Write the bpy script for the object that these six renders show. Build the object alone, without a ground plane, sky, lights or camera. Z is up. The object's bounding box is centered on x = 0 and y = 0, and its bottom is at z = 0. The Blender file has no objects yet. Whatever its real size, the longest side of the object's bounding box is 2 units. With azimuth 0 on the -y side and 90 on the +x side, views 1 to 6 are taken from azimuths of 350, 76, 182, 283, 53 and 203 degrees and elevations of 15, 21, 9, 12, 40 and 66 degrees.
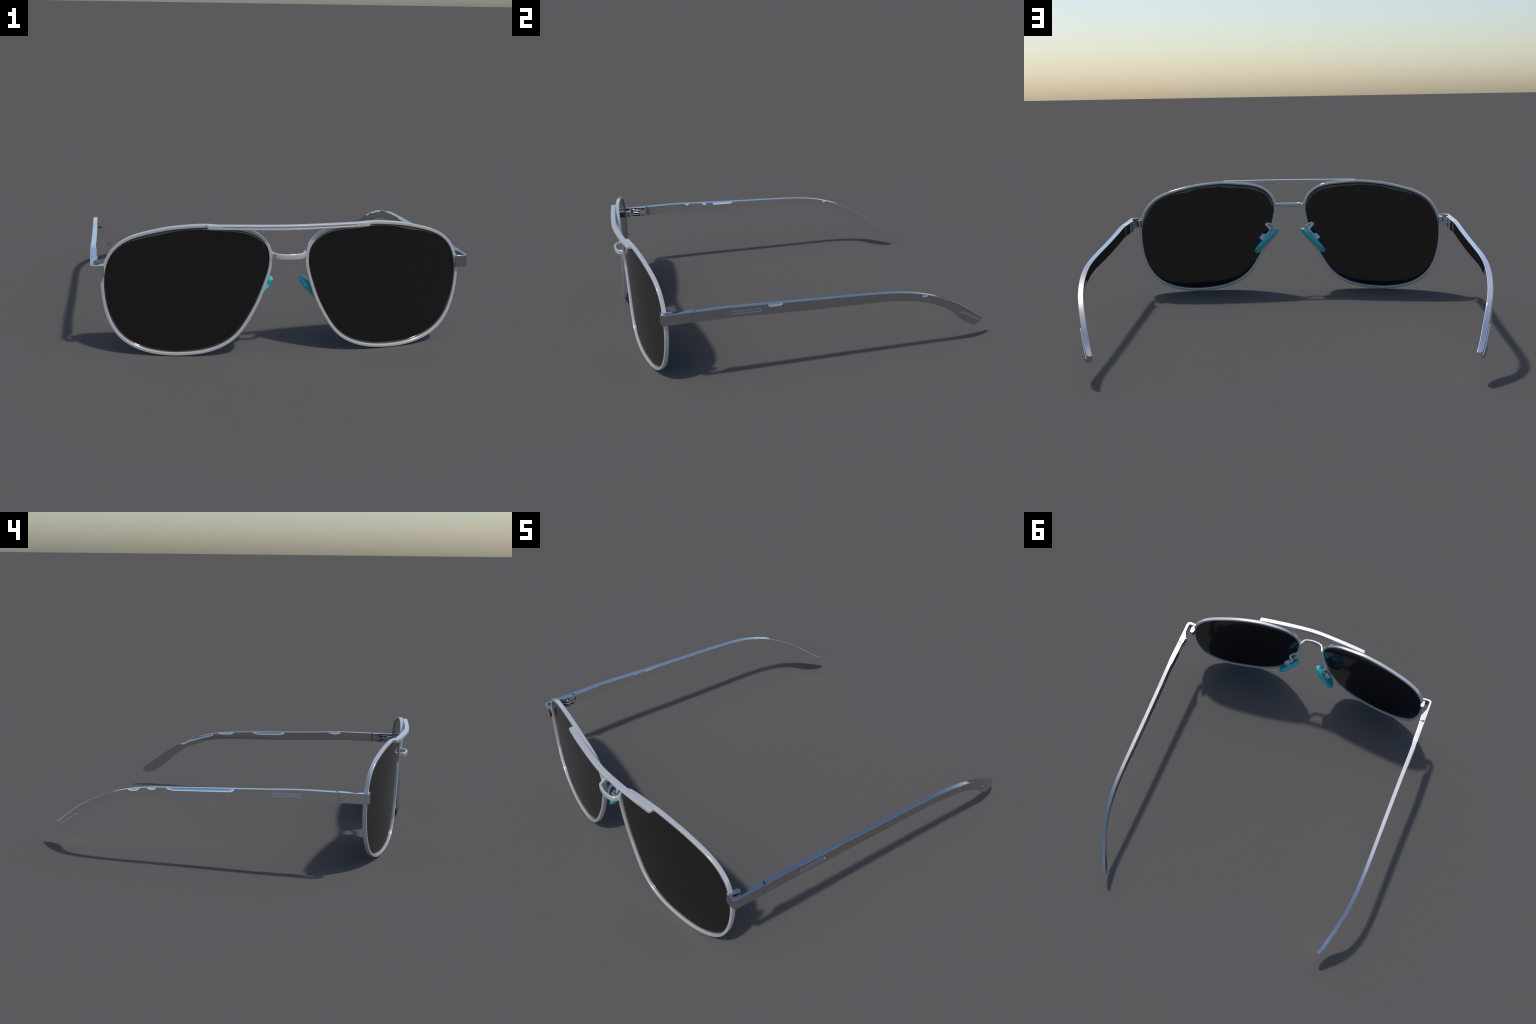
"""Metal navigator sunglasses: white enamel rims with a double bridge, black
mirror lenses, polished temples with inlays, teal nose pads.
Frame: x across, -y front, z up; the glasses stand on their rims."""
import bpy
import numpy as np
from math import pi, radians, sin, cos

rng = np.random.default_rng(7)
V = lambda *a: np.array(a, float)
unit = lambda v: v / np.linalg.norm(v, axis=-1, keepdims=True)


# ------------------------------------------------------------------ materials
def material(name, colour, metallic=0.0, rough=0.2, spec=0.5, coat=0.0, grain=0.0, grain_scale=40.0, tint=0.0):
    m = bpy.data.materials.new(name)
    m.use_nodes = True
    nt = m.node_tree
    b = nt.nodes["Principled BSDF"]
    b.inputs["Metallic"].default_value = metallic
    b.inputs["Specular IOR Level"].default_value = spec
    b.inputs["Coat Weight"].default_value = coat
    b.inputs["Coat Roughness"].default_value = 0.05
    co = nt.nodes.new("ShaderNodeTexCoord")
    no = nt.nodes.new("ShaderNodeTexNoise")
    no.inputs["Scale"].default_value = grain_scale
    no.inputs["Detail"].default_value = 3
    nt.links.new(co.outputs["Object"], no.inputs["Vector"])
    mr = nt.nodes.new("ShaderNodeMapRange")
    mr.inputs["To Min"].default_value = max(0.0, rough - grain)
    mr.inputs["To Max"].default_value = rough + grain
    nt.links.new(no.outputs["Fac"], mr.inputs["Value"])
    nt.links.new(mr.outputs["Result"], b.inputs["Roughness"])
    ramp = nt.nodes.new("ShaderNodeValToRGB")
    c = np.array(colour)
    ramp.color_ramp.elements[0].color = (*(c * (1 - tint)), 1)
    ramp.color_ramp.elements[1].color = (*np.minimum(c * (1 + tint), 1), 1)
    nt.links.new(no.outputs["Fac"], ramp.inputs["Fac"])
    nt.links.new(ramp.outputs["Color"], b.inputs["Base Color"])
    return m


ENAMEL = material("white_enamelled_metal", (0.685, 0.685, 0.69), metallic=0.45, rough=0.11, grain=0.01)
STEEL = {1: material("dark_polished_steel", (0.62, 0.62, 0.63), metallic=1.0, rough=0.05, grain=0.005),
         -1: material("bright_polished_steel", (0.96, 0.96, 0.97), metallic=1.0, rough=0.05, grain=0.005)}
GLASS = material("black_mirror_lens", (0.002, 0.002, 0.002), rough=0.015, spec=1.0)
TEAL = material("teal_silicone", (0.045, 0.53, 0.56), rough=0.12, spec=0.6, tint=0.03)


# ------------------------------------------------------------------ mesh tools
def make(name, verts, faces, mat, parent, smooth=30.0, bevel=0.0, segments=2):
    v = np.array(verts, float)
    vol = sum(np.dot(v[f[0]], np.cross(v[f[i]], v[f[i + 1]])) for f in faces for i in range(1, len(f) - 1))
    if vol < 0:                                    # outward faces
        assert smooth is not None, name
        faces = [tuple(reversed(f)) for f in faces]
    me = bpy.data.meshes.new(name)
    me.from_pydata([tuple(map(float, v)) for v in verts], [], [tuple(map(int, f)) for f in faces])
    me.materials.append(mat)
    o = bpy.data.objects.new(name, me)
    bpy.context.scene.collection.objects.link(o)
    o.parent = parent
    if bevel:
        b = o.modifiers.new("edge", "BEVEL")
        b.width, b.segments, b.limit_method, b.angle_limit = bevel, segments, "ANGLE", radians(35)
        b.harden_normals = True
    if smooth is not None:
        me.polygons.foreach_set("use_smooth", [True] * len(me.polygons))
        me.set_sharp_from_angle(angle=radians(smooth))
    return o


def side(verts, faces, s):
    """the piece as built for +x, or its mirror image for -x"""
    verts = np.array(verts, float)
    if s < 0:
        return verts * V(-1, 1, 1), [tuple(reversed(f)) for f in faces]
    return verts, faces


def tube(rings, closed=False, cap=True):
    """skin a list of equal rings; outward when the rings run counter-clockwise
    seen against the sweep"""
    rings = [np.asarray(r, float) for r in rings]
    n, k = len(rings), len(rings[0])
    f = []
    for i in range(n if closed else n - 1):
        a, b = i * k, ((i + 1) % n) * k
        for j in range(k):
            q = (j + 1) % k
            f.append((a + j, a + q, b + q, b + j))
    if cap and not closed:
        f.append(tuple(reversed(range(k))))
        f.append(tuple(range((n - 1) * k, n * k)))
    return np.vstack(rings), f


def rounded_box_outline(w, h, r, n=4):
    """rounded rectangle in (a, b), counter-clockwise, centred"""
    pts = []
    for cx, cy, a0 in ((w / 2 - r, h / 2 - r, 0), (-w / 2 + r, h / 2 - r, 90), (-w / 2 + r, -h / 2 + r, 180), (w / 2 - r, -h / 2 + r, 270)):
        for i in range(n + 1):
            a = radians(a0 + 90 * i / n)
            pts.append((cx + r * cos(a), cy + r * sin(a)))
    return np.array(pts)


def spline(xs, ys, q):
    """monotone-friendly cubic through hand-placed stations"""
    xs, ys, q = map(lambda a: np.asarray(a, float), (xs, ys, q))
    d = np.diff(ys) / np.diff(xs)
    m = np.concatenate([[d[0]], (d[1:] + d[:-1]) / 2, [d[-1]]])
    i = np.clip(np.searchsorted(xs, q, "right") - 1, 0, len(xs) - 2)
    h = xs[i + 1] - xs[i]
    t = np.clip((q - xs[i]) / h, 0, 1)
    return ((1 + 2 * t) * (1 - t) ** 2 * ys[i] + t * (1 - t) ** 2 * h * m[i] + t * t * (3 - 2 * t) * ys[i + 1] + t * t * (t - 1) * h * m[i + 1])


def path3(points, n):
    """smooth curve through a few points, evenly sampled"""
    p = np.array(points, float)
    s = np.concatenate([[0], np.cumsum(np.linalg.norm(np.diff(p, axis=0), axis=1))])
    q = np.linspace(0, s[-1], n)
    return np.stack([spline(s, p[:, i], q) for i in range(3)], 1)


def prism(plan, z0, z1):
    """upright prism over a counter-clockwise plan outline"""
    p = np.array(plan, float)
    lo = np.column_stack([p, np.full(len(p), z0)])
    hi = np.column_stack([p, np.full(len(p), z1)])
    n = len(p)
    f = [(i, (i + 1) % n, n + (i + 1) % n, n + i) for i in range(n)]
    f += [tuple(reversed(range(n))), tuple(range(n, 2 * n))]
    return np.vstack([lo, hi]), f


def sweep_wire(points, radius, n=24, k=10, flat=1.0, up=V(0, 0, 1)):
    c = path3(points, n)
    t = unit(np.gradient(c, axis=0))
    rings = []
    for p, d in zip(c, t):
        a = unit(np.cross(up, d))
        b = np.cross(d, a)
        rings.append([p + radius * (flat * a * cos(2 * pi * j / k) + b * sin(2 * pi * j / k)) for j in range(k)])
    return tube(rings)


# ------------------------------------------------------------------ the thing
root = bpy.data.objects.new("sunglasses", None)
bpy.context.scene.collection.objects.link(root)
root["label"] = "silver metal navigator sunglasses with black lenses and teal nose pads"
root["category"] = "sunglasses"


# -------- face form: the fronts of both rims lie on one wrapped sheet
def face(x, z):
    x = np.abs(x)
    return -0.9557 + 0.1972 * x ** 2 - 0.0094 * (z - .3) - 0.0446 * (z - .3) ** 2 - 0.0721 * x ** 4 - .0080 * np.clip((.3 - z) / .3, 0, 1) ** 1.5


def face_normal(x, z):
    x = np.abs(x)
    fx, fz = .3944 * x - .2884 * x ** 3, -.0094 - .0892 * (z - .3)
    return unit(np.stack([-fx, np.ones_like(fx), -fz], -1))


# lens opening: radius about its middle as a short harmonic series
MID = V(.47, .32)
HARMONICS = [(0.34409, 0), (0.01574, 0.01337), (0.0371, -0.02601), (0.00717, 0.01774), (-0.01174, -0.00613), (0.00213, 0.00487),
             (-0.00585, 0.00163), (0.00028, -0.0016), (-0.00031, 0.00151), (-0.00042, -0.0011), (0.00071, 0.00025)]
RIM_WIDTH, RIM_DEPTH = 0.0152, 0.0225


def opening(n):
    th = np.linspace(0, 2 * pi, 2400, endpoint=False)
    r = sum(a * np.cos(k * th) + b * np.sin(k * th) for k, (a, b) in enumerate(HARMONICS))
    p = MID + np.stack([r * np.cos(th), r * np.sin(th)], 1)
    low = np.clip((.32 - p[:, 1]) / .3, 0, 1)
    drop = p[:, 1].min() - RIM_WIDTH
    p[:, 1] -= drop * low ** 2 * (3 - 2 * low)
    seg = np.linalg.norm(np.roll(p, -1, 0) - p, axis=1)
    s = np.concatenate([[0], np.cumsum(seg)])
    q = np.linspace(0, s[-1], n, endpoint=False)
    pp = np.vstack([p, p[:1]])
    return np.stack([np.interp(q, s, pp[:, 0]), np.interp(q, s, pp[:, 1])], 1)


def outward(p):
    t = unit(np.roll(p, -1, 0) - np.roll(p, 1, 0))
    return np.stack([t[:, 1], -t[:, 0]], 1)


def build_rim(s):
    p = opening(260)
    n2 = outward(p)
    prof = rounded_box_outline(RIM_WIDTH, RIM_DEPTH, .0026, 4)
    rings = []
    for q, n in zip(p, n2):
        nf = face_normal(q[0], q[1])
        base = V(q[0], face(q[0], q[1]), q[1])
        rad = V(n[0], 0, n[1])
        rad = unit(rad - nf * (rad @ nf))
        rings.append([base + rad * (a + RIM_WIDTH / 2) + nf * (b + RIM_DEPTH / 2) for a, b in prof])
    v, f = tube(rings, closed=True)
    f = [tuple(reversed(g)) for g in f]
    v, f = side(v, f, s)
    return make("rim", v, f, ENAMEL, root, smooth=50)


def build_lens(s, seed):
    r = np.random.default_rng(seed)
    n = 200
    edge = opening(n)
    edge = edge + outward(edge) * .0015
    # uneven bevelled border, shaped to give wavy sky reflections round the lens
    ph = np.linspace(0, 2 * pi, n, endpoint=False)
    knots = r.uniform(.008, .024, 26)
    kk = np.concatenate([knots, knots[:1]])
    border = np.interp(ph, np.linspace(0, 2 * pi, 27), kk)
    centre = edge.mean(0)
    reach = np.linalg.norm(edge - centre, axis=1)
    fall = [0, .25, .5, .75, 1.0]
    inner = list(np.linspace(.06, .90, 14))
    # crown of the lens, fuller below and towards the temple
    dome = lambda rho, q: -.0108 * (1 - rho * rho) * (1 - .5 * (q[..., 1] - .3) / .3 + .3 * (q[..., 0] - .47) / .38)
    layers = {}
    for back in (0, 1):
        rows = []
        for u in inner:
            q = centre + (edge - centre) * (u * (1 - border / reach))[:, None] / .90
            rows.append((q, np.zeros(n), dome(u / .90 * (1 - border / reach), q)))
        for t in fall[1:]:
            q = edge - (edge - centre) / reach[:, None] * (border * (1 - t))[:, None]
            rows.append((q, t * t * np.full(n, .0048), dome(1 - border * (1 - t) / reach, q)))
        layers[back] = rows
    verts, faces = [], []
    for back in (0, 1):
        base = len(verts)
        depth0 = .0085 if not back else .0165
        c = centre
        verts.append(V(c[0], face(c[0], c[1]) + depth0 + dome(0, c), c[1]))
        for q, d, lift in layers[back]:
            y = face(q[:, 0], q[:, 1]) + depth0 + lift + (d if not back else -d)
            verts.extend(np.stack([q[:, 0], y, q[:, 1]], 1))
        m = len(layers[back])
        fl = [(base, base + 1 + j, base + 1 + (j + 1) % n) for j in range(n)]
        for i in range(m - 1):
            a, b = base + 1 + i * n, base + 1 + (i + 1) * n
            fl += [(a + j, b + j, b + (j + 1) % n, a + (j + 1) % n) for j in range(n)]
        faces += fl if not back else [tuple(reversed(g)) for g in fl]
        if not back:
            last_front = base + 1 + (m - 1) * n
        else:
            last_back = base + 1 + (m - 1) * n
    faces += [(last_front + j, last_back + j, last_back + (j + 1) % n, last_front + (j + 1) % n) for j in range(n)]
    v, f = side(verts, faces, s)
    return make("lens", v, f, GLASS, root, smooth=60)


# -------- brow bar: a bowed strap across both rims, grooved along its front
def build_brow_bar():
    half, height, depth, groove = .387, .0226, .0280, .0045
    xs = np.concatenate([np.linspace(-half, -half + .009, 6), np.linspace(-.372, -.318, 5), [-.3135, -.3125], np.linspace(-.305, .305, 60),
                         [.3125, .3135], np.linspace(.318, .372, 5), np.linspace(half - .009, half, 6)])
    bow = lambda x: -1 + .143 * ((x * x + .0009) ** .7 - .0009 ** .7)
    rings = []
    for x in xs:
        e = half - abs(x)
        tip = max(0.0, 1 - e / .009)
        front = .008 * (1 - np.sqrt(max(0, 1 - tip * tip)))     # rounded front corners
        shave = .0035 * (1 - np.sqrt(max(0, 1 - tip * tip)))
        g = groove if abs(x) < .313 else .0
        y0, y1 = bow(x) + front, bow(x) + depth
        zc = .6424 - height / 2 + .0016 * (x / half) ** 2
        h = height / 2 - shave - .0014 * (x / half) ** 2
        b = .0022
        ring = [(y0 + b, -h), (y0, -h + b), (y0, -h + .0068), (y0 + g, -h + .0075), (y0 + g, h - .0062), (y0, h - .0055), (y0, h - b), (y0 + b, h), (y1 - b, h), (y1, h - b), (y1, -h + b), (y1 - b, -h)]
        rings.append([(x, y, zc + z) for y, z in ring])
    v, f = tube(rings)
    return make("brow_bar", v, [tuple(reversed(g)) for g in f], ENAMEL, root, smooth=40)


# -------- lower bridge: flat strip bent forward between the rims
def build_bridge():
    half = [(.0835, -.9300), (.0785, -.9440), (.0705, -.9620), (.0635, -.9755), (.0520, -.9830), (.0340, -.9885)]
    plan = [(-x, y) for x, y in half] + [(0, -.9920)] + half[::-1]
    c = path3([(x, y, .4915 + .0018 * (abs(x) / .08) ** 3) for x, y in plan], 72)
    t = unit(np.gradient(c, axis=0))
    prof = rounded_box_outline(.0125, .0258, .0028, 3)
    rings = []
    for p, d in zip(c, t):
        a = unit(np.cross(d, V(0, 0, 1)))
        rings.append([p + a * u + V(0, 0, 1) * w for u, w in prof])
    v, f = tube(rings)
    return make("bridge", v, [tuple(reversed(g)) for g in f], ENAMEL, root, smooth=50)


# -------- end piece: strap from the rim front round the corner to the hinge
def build_end_piece(s):
    arc = lambda cx, cy, r, a0, a1, n: [(cx + r * cos(radians(a0 + (a1 - a0) * i / n)), cy + r * sin(radians(a0 + (a1 - a0) * i / n))) for i in range(n + 1)]
    outer = [(.856, -.8640), (.880, -.8660)] + arc(.8985, -.8450, .0210, -82, 0, 9) + [(.9195, -.800), (.9197, -.7055)]
    inner_thin = [(.9060, -.7055), (.9060, -.840)] + arc(.8965, -.8420, .0095, 0, -90, 5)[1:] + [(.878, -.8530), (.857, -.8500)]
    swell = [(.8850, -.6900), (.8835, -.712), (.8860, -.734), (.8910, -.752), (.8980, -.768), (.9040, -.784), (.9060, -.800)]
    plan = outer + [(.9085, -.6965), (.9040, -.6920)] + swell + inner_thin[1:]
    v, f = prism(plan, .384, .441)
    v, f = side(v, f, s)
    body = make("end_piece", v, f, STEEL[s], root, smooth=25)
    # pocket for the hinge in the inner side of the swelling
    pv, pf = side(*prism([(.870, -.792), (.9065, -.792), (.9065, -.680), (.870, -.680)], .3925, .4305), s)
    pocket = make("pocket", pv, pf, STEEL[s], None, smooth=None)
    cut = body.modifiers.new("pocket", "BOOLEAN")
    cut.operation, cut.solver, cut.object = "DIFFERENCE", "EXACT", pocket
    bpy.context.view_layer.update()
    cutmesh = bpy.data.meshes.new_from_object(body.evaluated_get(bpy.context.evaluated_depsgraph_get()))
    body.modifiers.clear()
    body.data = cutmesh
    bpy.data.objects.remove(pocket)
    edge = body.modifiers.new("edge", "BEVEL")
    edge.width, edge.segments, edge.limit_method, edge.angle_limit, edge.harden_normals = .0011, 2, "ANGLE", radians(35), True
    # hinge plates inside the pocket, and their pin
    for z0, z1 in ((.3960, .4095), (.4135, .4270)):
        tongue = arc(.8910, -.735, .0105, 110, 250, 8) + [(.9060, -.783), (.9060, -.6865), (.8900, -.6865)]
        v, f = prism(tongue if _area(tongue) > 0 else list(reversed(tongue)), z0, z1)
        v, f = side(v, f, s)
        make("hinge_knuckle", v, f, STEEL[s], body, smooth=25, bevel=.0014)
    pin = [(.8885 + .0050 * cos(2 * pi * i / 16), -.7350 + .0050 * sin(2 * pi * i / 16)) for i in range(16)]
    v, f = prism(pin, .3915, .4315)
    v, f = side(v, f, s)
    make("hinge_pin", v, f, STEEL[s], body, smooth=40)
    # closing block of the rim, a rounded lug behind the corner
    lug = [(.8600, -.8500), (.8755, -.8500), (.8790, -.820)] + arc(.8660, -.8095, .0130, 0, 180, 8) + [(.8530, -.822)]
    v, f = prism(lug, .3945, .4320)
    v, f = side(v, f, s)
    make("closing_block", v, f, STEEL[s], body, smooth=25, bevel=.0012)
    return body


def _area(p):
    p = np.array(p)
    q = np.roll(p, -1, 0)
    return (p[:, 0] * q[:, 1] - q[:, 0] * p[:, 1]).sum() / 2


# -------- temple: hinge block, collar and the long arm dropping to its tip
TOP_Y = [-.70, -.50, -.285, 0, .19, .28, .37, .467, .551, .637, .71, .787, .87, .957, 1.0]
TOP_Z = [.441, .4400, .4290, .4155, .4075, .4025, .3965, .3850, .3675, .3410, .3100, .2710, .2160, .1490, .1200]
LOW_Y = [-.70, -.50, -.292, -.012, .181, .266, .361, .458, .541, .628, .70, .757, .797, .84, .882, .933, .965, .985, 1.0]
LOW_Z = [.3825, .3830, .3730, .3610, .3555, .3535, .3500, .3405, .3240, .2960, .2630, .2260, .1920, .1520, .1180, .0900, .0845, .0920, .1180]
OUT_Y = [-.70, -.50, -.25, -.04, .17, .36, .49, .60, .683, .742, .807, .88, .955, 1.0]
OUT_X = [.9200, .9190, .9130, .9090, .9060, .9035, .8995, .8910, .8800, .8680, .8500, .8260, .7990, .7800]
WIDE_Y, WIDE = [-.70, -.51, -.50, 0, .36, .7, 1.0], [.0315, .0310, .0285, .0265, .0250, .0240, .0225]

# stretches (y, tilt in degrees) with normals bent up to draw sky glints
GLINT_TILT = {(1, "out"): [(-.31, 0), (-.294, 30), (-.244, 26), (-.198, 0), (.14, 0), (.16, 13), (.255, 12), (.27, 0), (.40, 0), (.42, 13), (.47, 12), (.49, 0), (.57, 0), (.576, 40), (.588, 36), (.622, 0)],
        (-1, "out"): [(-.135, 0), (-.09, 26), (.234, 28), (.292, 0), (.325, 0), (.350, 18), (.37, 18), (.40, 0), (.42, 0), (.453, 20), (.476, 20), (.52, 0)],
        (1, "in"): [(-.49, 0), (-.42, 14), (-.34, 0), (-.065, 0), (-.006, 24), (.14, 22), (.205, 0), (.315, 0), (.37, 20), (.452, 6), (.48, 0), (.50, 26), (.62, 30), (.66, 14), (.70, 24), (.74, 0)],
        (-1, "in"): [(-.45, 0), (-.41, 16), (-.37, 0), (-.32, 0), (-.287, 24), (-.27, 0), (-.235, 0), (-.225, 22), (-.113, 18), (-.06, 0), (.555, 0), (.568, 25), (.585, 0)]}


def build_temple(s):
    arm_y = np.unique(np.concatenate([np.linspace(-.5005, .4, 46), np.linspace(.4, .96, 60), np.linspace(.96, 1.0, 10),
                                      [y for k in ("out", "in") for y, _ in GLINT_TILT[(s, k)]]]))
    b = .0020
    zt, zb = spline(TOP_Y, TOP_Z, arm_y) + .0008, spline(LOW_Y, LOW_Z, arm_y) - .0008 * (arm_y < .9)
    xo, wd = spline(OUT_Y, OUT_X, arm_y), np.interp(arm_y, WIDE_Y, WIDE)
    xi = xo - wd
    nose = np.clip((arm_y - .991) / .009, 0, 1)
    nose = .0070 * (1 - np.sqrt(1 - nose ** 2 * .999))      # rounded end in plan
    xi, xo = xi + nose, xo - nose
    h = np.maximum(zt - zb, .002)
    slope_x = np.gradient(xo + nose, arm_y) + np.gradient(-nose, arm_y) * .3
    slope_t, slope_b = np.gradient(zt, arm_y), np.gradient(zb, arm_y)
    rows, norms = [], []
    for i, y in enumerate(arm_y):
        d = min(b, h[i] / 4)
        m = h[i] * .46
        ring = [(xo[i] - d, zt[i]), (xo[i], zt[i] - d), (xo[i], zt[i] - m), (xo[i], zb[i] + d), (xo[i] - d, zb[i]),
                (xi[i] + d, zb[i]), (xi[i], zb[i] + d), (xi[i], zt[i] - m), (xi[i], zt[i] - d), (xi[i] + d, zt[i])]
        rows.append([(x, y, z) for x, z in ring])
        o = unit(V(1, -slope_x[i], 0))
        up, dn = unit(V(0, -slope_t[i], 1)), unit(V(0, slope_b[i], -1))
        to = radians(np.interp(y, *zip(*GLINT_TILT[(s, "out")])))
        ti = radians(np.interp(y, *zip(*GLINT_TILT[(s, "in")])))
        glint_o = unit(o * cos(to) + V(0, 0, sin(to)))
        glint_i = unit(-o * cos(ti) + V(0, 0, sin(ti)))
        # normals at the two ends of each strip round the section
        norms.append([(unit(up + .4 * o), unit(o + .4 * up)), (glint_o, o), (o, o), (unit(o + dn), unit(o + dn)), (dn, dn),
                      (unit(dn - o), unit(dn - o)), (-o, -o), (-o, glint_i), (unit(-o + .4 * up), unit(up - .4 * o)), (up, up)])
    v, f = tube(rows)
    k, n = 10, len(rows)
    loops = []
    for i in range(n - 1):
        for j in range(k):
            loops.append([norms[i][j][0], norms[i][j][1], norms[i + 1][j][1], norms[i + 1][j][0]])
    cap0 = [V(0, -1, 0)] * k
    cap1 = [unit(V(-.2, .9, -.3))] * k
    loops += [cap0, cap1]
    if s < 0:
        v = v * V(-1, 1, 1)
        f = [tuple(reversed(g)) for g in f]
        loops = [[q * V(-1, 1, 1) for q in reversed(l)] for l in loops]
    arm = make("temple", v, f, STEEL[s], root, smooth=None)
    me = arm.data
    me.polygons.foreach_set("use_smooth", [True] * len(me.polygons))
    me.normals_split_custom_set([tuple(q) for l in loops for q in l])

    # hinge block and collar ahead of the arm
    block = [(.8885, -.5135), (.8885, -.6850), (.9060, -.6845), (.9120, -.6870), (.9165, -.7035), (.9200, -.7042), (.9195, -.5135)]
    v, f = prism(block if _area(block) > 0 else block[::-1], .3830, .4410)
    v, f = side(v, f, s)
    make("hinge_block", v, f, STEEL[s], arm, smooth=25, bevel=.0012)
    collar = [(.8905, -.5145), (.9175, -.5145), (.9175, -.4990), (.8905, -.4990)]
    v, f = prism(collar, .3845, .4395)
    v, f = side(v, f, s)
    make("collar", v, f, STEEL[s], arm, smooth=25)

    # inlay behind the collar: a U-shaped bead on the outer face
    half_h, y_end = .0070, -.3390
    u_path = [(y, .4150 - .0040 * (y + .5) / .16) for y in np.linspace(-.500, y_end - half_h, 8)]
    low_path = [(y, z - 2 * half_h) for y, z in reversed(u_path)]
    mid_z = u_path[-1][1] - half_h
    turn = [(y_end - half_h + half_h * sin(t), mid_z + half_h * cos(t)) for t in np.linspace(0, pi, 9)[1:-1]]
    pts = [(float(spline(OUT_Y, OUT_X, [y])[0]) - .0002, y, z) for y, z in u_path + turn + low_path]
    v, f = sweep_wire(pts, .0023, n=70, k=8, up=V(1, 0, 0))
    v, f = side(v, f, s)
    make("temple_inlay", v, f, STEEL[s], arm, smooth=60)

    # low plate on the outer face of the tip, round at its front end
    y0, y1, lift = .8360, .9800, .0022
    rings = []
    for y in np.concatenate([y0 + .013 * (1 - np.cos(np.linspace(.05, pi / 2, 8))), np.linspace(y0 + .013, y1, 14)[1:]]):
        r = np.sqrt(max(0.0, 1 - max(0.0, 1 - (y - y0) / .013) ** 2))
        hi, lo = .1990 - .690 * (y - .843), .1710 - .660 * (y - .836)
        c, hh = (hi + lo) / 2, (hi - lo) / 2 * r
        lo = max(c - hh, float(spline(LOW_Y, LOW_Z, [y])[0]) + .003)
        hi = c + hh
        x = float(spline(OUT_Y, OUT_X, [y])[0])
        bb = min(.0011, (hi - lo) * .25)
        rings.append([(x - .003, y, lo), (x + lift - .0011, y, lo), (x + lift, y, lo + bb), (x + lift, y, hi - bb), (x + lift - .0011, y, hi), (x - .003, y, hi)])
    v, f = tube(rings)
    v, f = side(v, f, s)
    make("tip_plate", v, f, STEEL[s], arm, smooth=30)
    return arm


# -------- nose pad with its arm
def build_nose_pad(s):
    a = unit(V(.134, .045, -.130))                # down the length of the pad
    n = unit(V(-.716, .235, -.658))               # towards the nose
    n = unit(n - a * (n @ a))
    w = np.cross(n, a)
    c = V(.1330, -.8625, .2980)
    half_l, half_w, half_t = .0985, .0500, .0165
    k = 56
    ph = np.linspace(0, 2 * pi, k, endpoint=False)
    # egg outline, fuller at the lower end
    lx = half_l * np.sign(np.cos(ph)) * np.abs(np.cos(ph)) ** .82
    wx = half_w * np.sign(np.sin(ph)) * np.abs(np.sin(ph)) ** .9 * (1 + .12 * np.cos(ph))
    levels = [(.05, 1.0), (.35, .99), (.60, .93), (.78, .80), (.90, .58), (.97, .32), (.995, .10), (1.0, .03), (.988, -.02), (1.0, -.08), (.99, -.28), (.955, -.56),
              (.89, -.80), (.80, -.90), (.74, -.86), (.5, -.84), (.25, -.84), (.05, -.84)]
    rings = [[c + a * (l * r) + w * (q * r) + n * (half_t * t) for l, q in zip(lx, wx)] for r, t in levels]
    v, f = tube(rings)
    v, f = side(v, f, s)
    pad = make("nose_pad", v, f, TEAL, root, smooth=60)
    # mounting block on the lens side of the pad
    m0 = c - n * .010 + a * .002
    prof = rounded_box_outline(.0390, .0330, .009, 4)
    rings = [[m0 - n * d + a * (u * g) + w * (q * g) for u, q in prof] for d, g in ((0, 1), (.027, 1), (.0315, .96), (.0340, .82))]
    v, f = tube(rings)
    f = [tuple(reversed(q)) for q in f]
    v, f = side(v, f, s)
    make("pad_mount", v, f, ENAMEL, pad, smooth=40)
    wire = [(.0985, -.933, .371), (.106, -.926, .378), (.118, -.914, .388), (.130, -.897, .394), (.1365, -.880, .392), (.128, -.868, .383), (.1155, -.866, .367),
            (.1185, -.868, .349), (.135, -.868, .333), (.148, -.866, .325)]
    v, f = sweep_wire(wire, .0072, n=56, k=14, flat=1.1, up=V(.3, .2, .9))
    v, f = side(v, f, s)
    make("pad_arm", v, f, ENAMEL, pad, smooth=60)
    return pad


for s in (1, -1):
    build_rim(s)
    build_lens(s, 11 if s > 0 else 23)
    build_end_piece(s)
    build_temple(s)
    build_nose_pad(s)
build_brow_bar()
build_bridge()
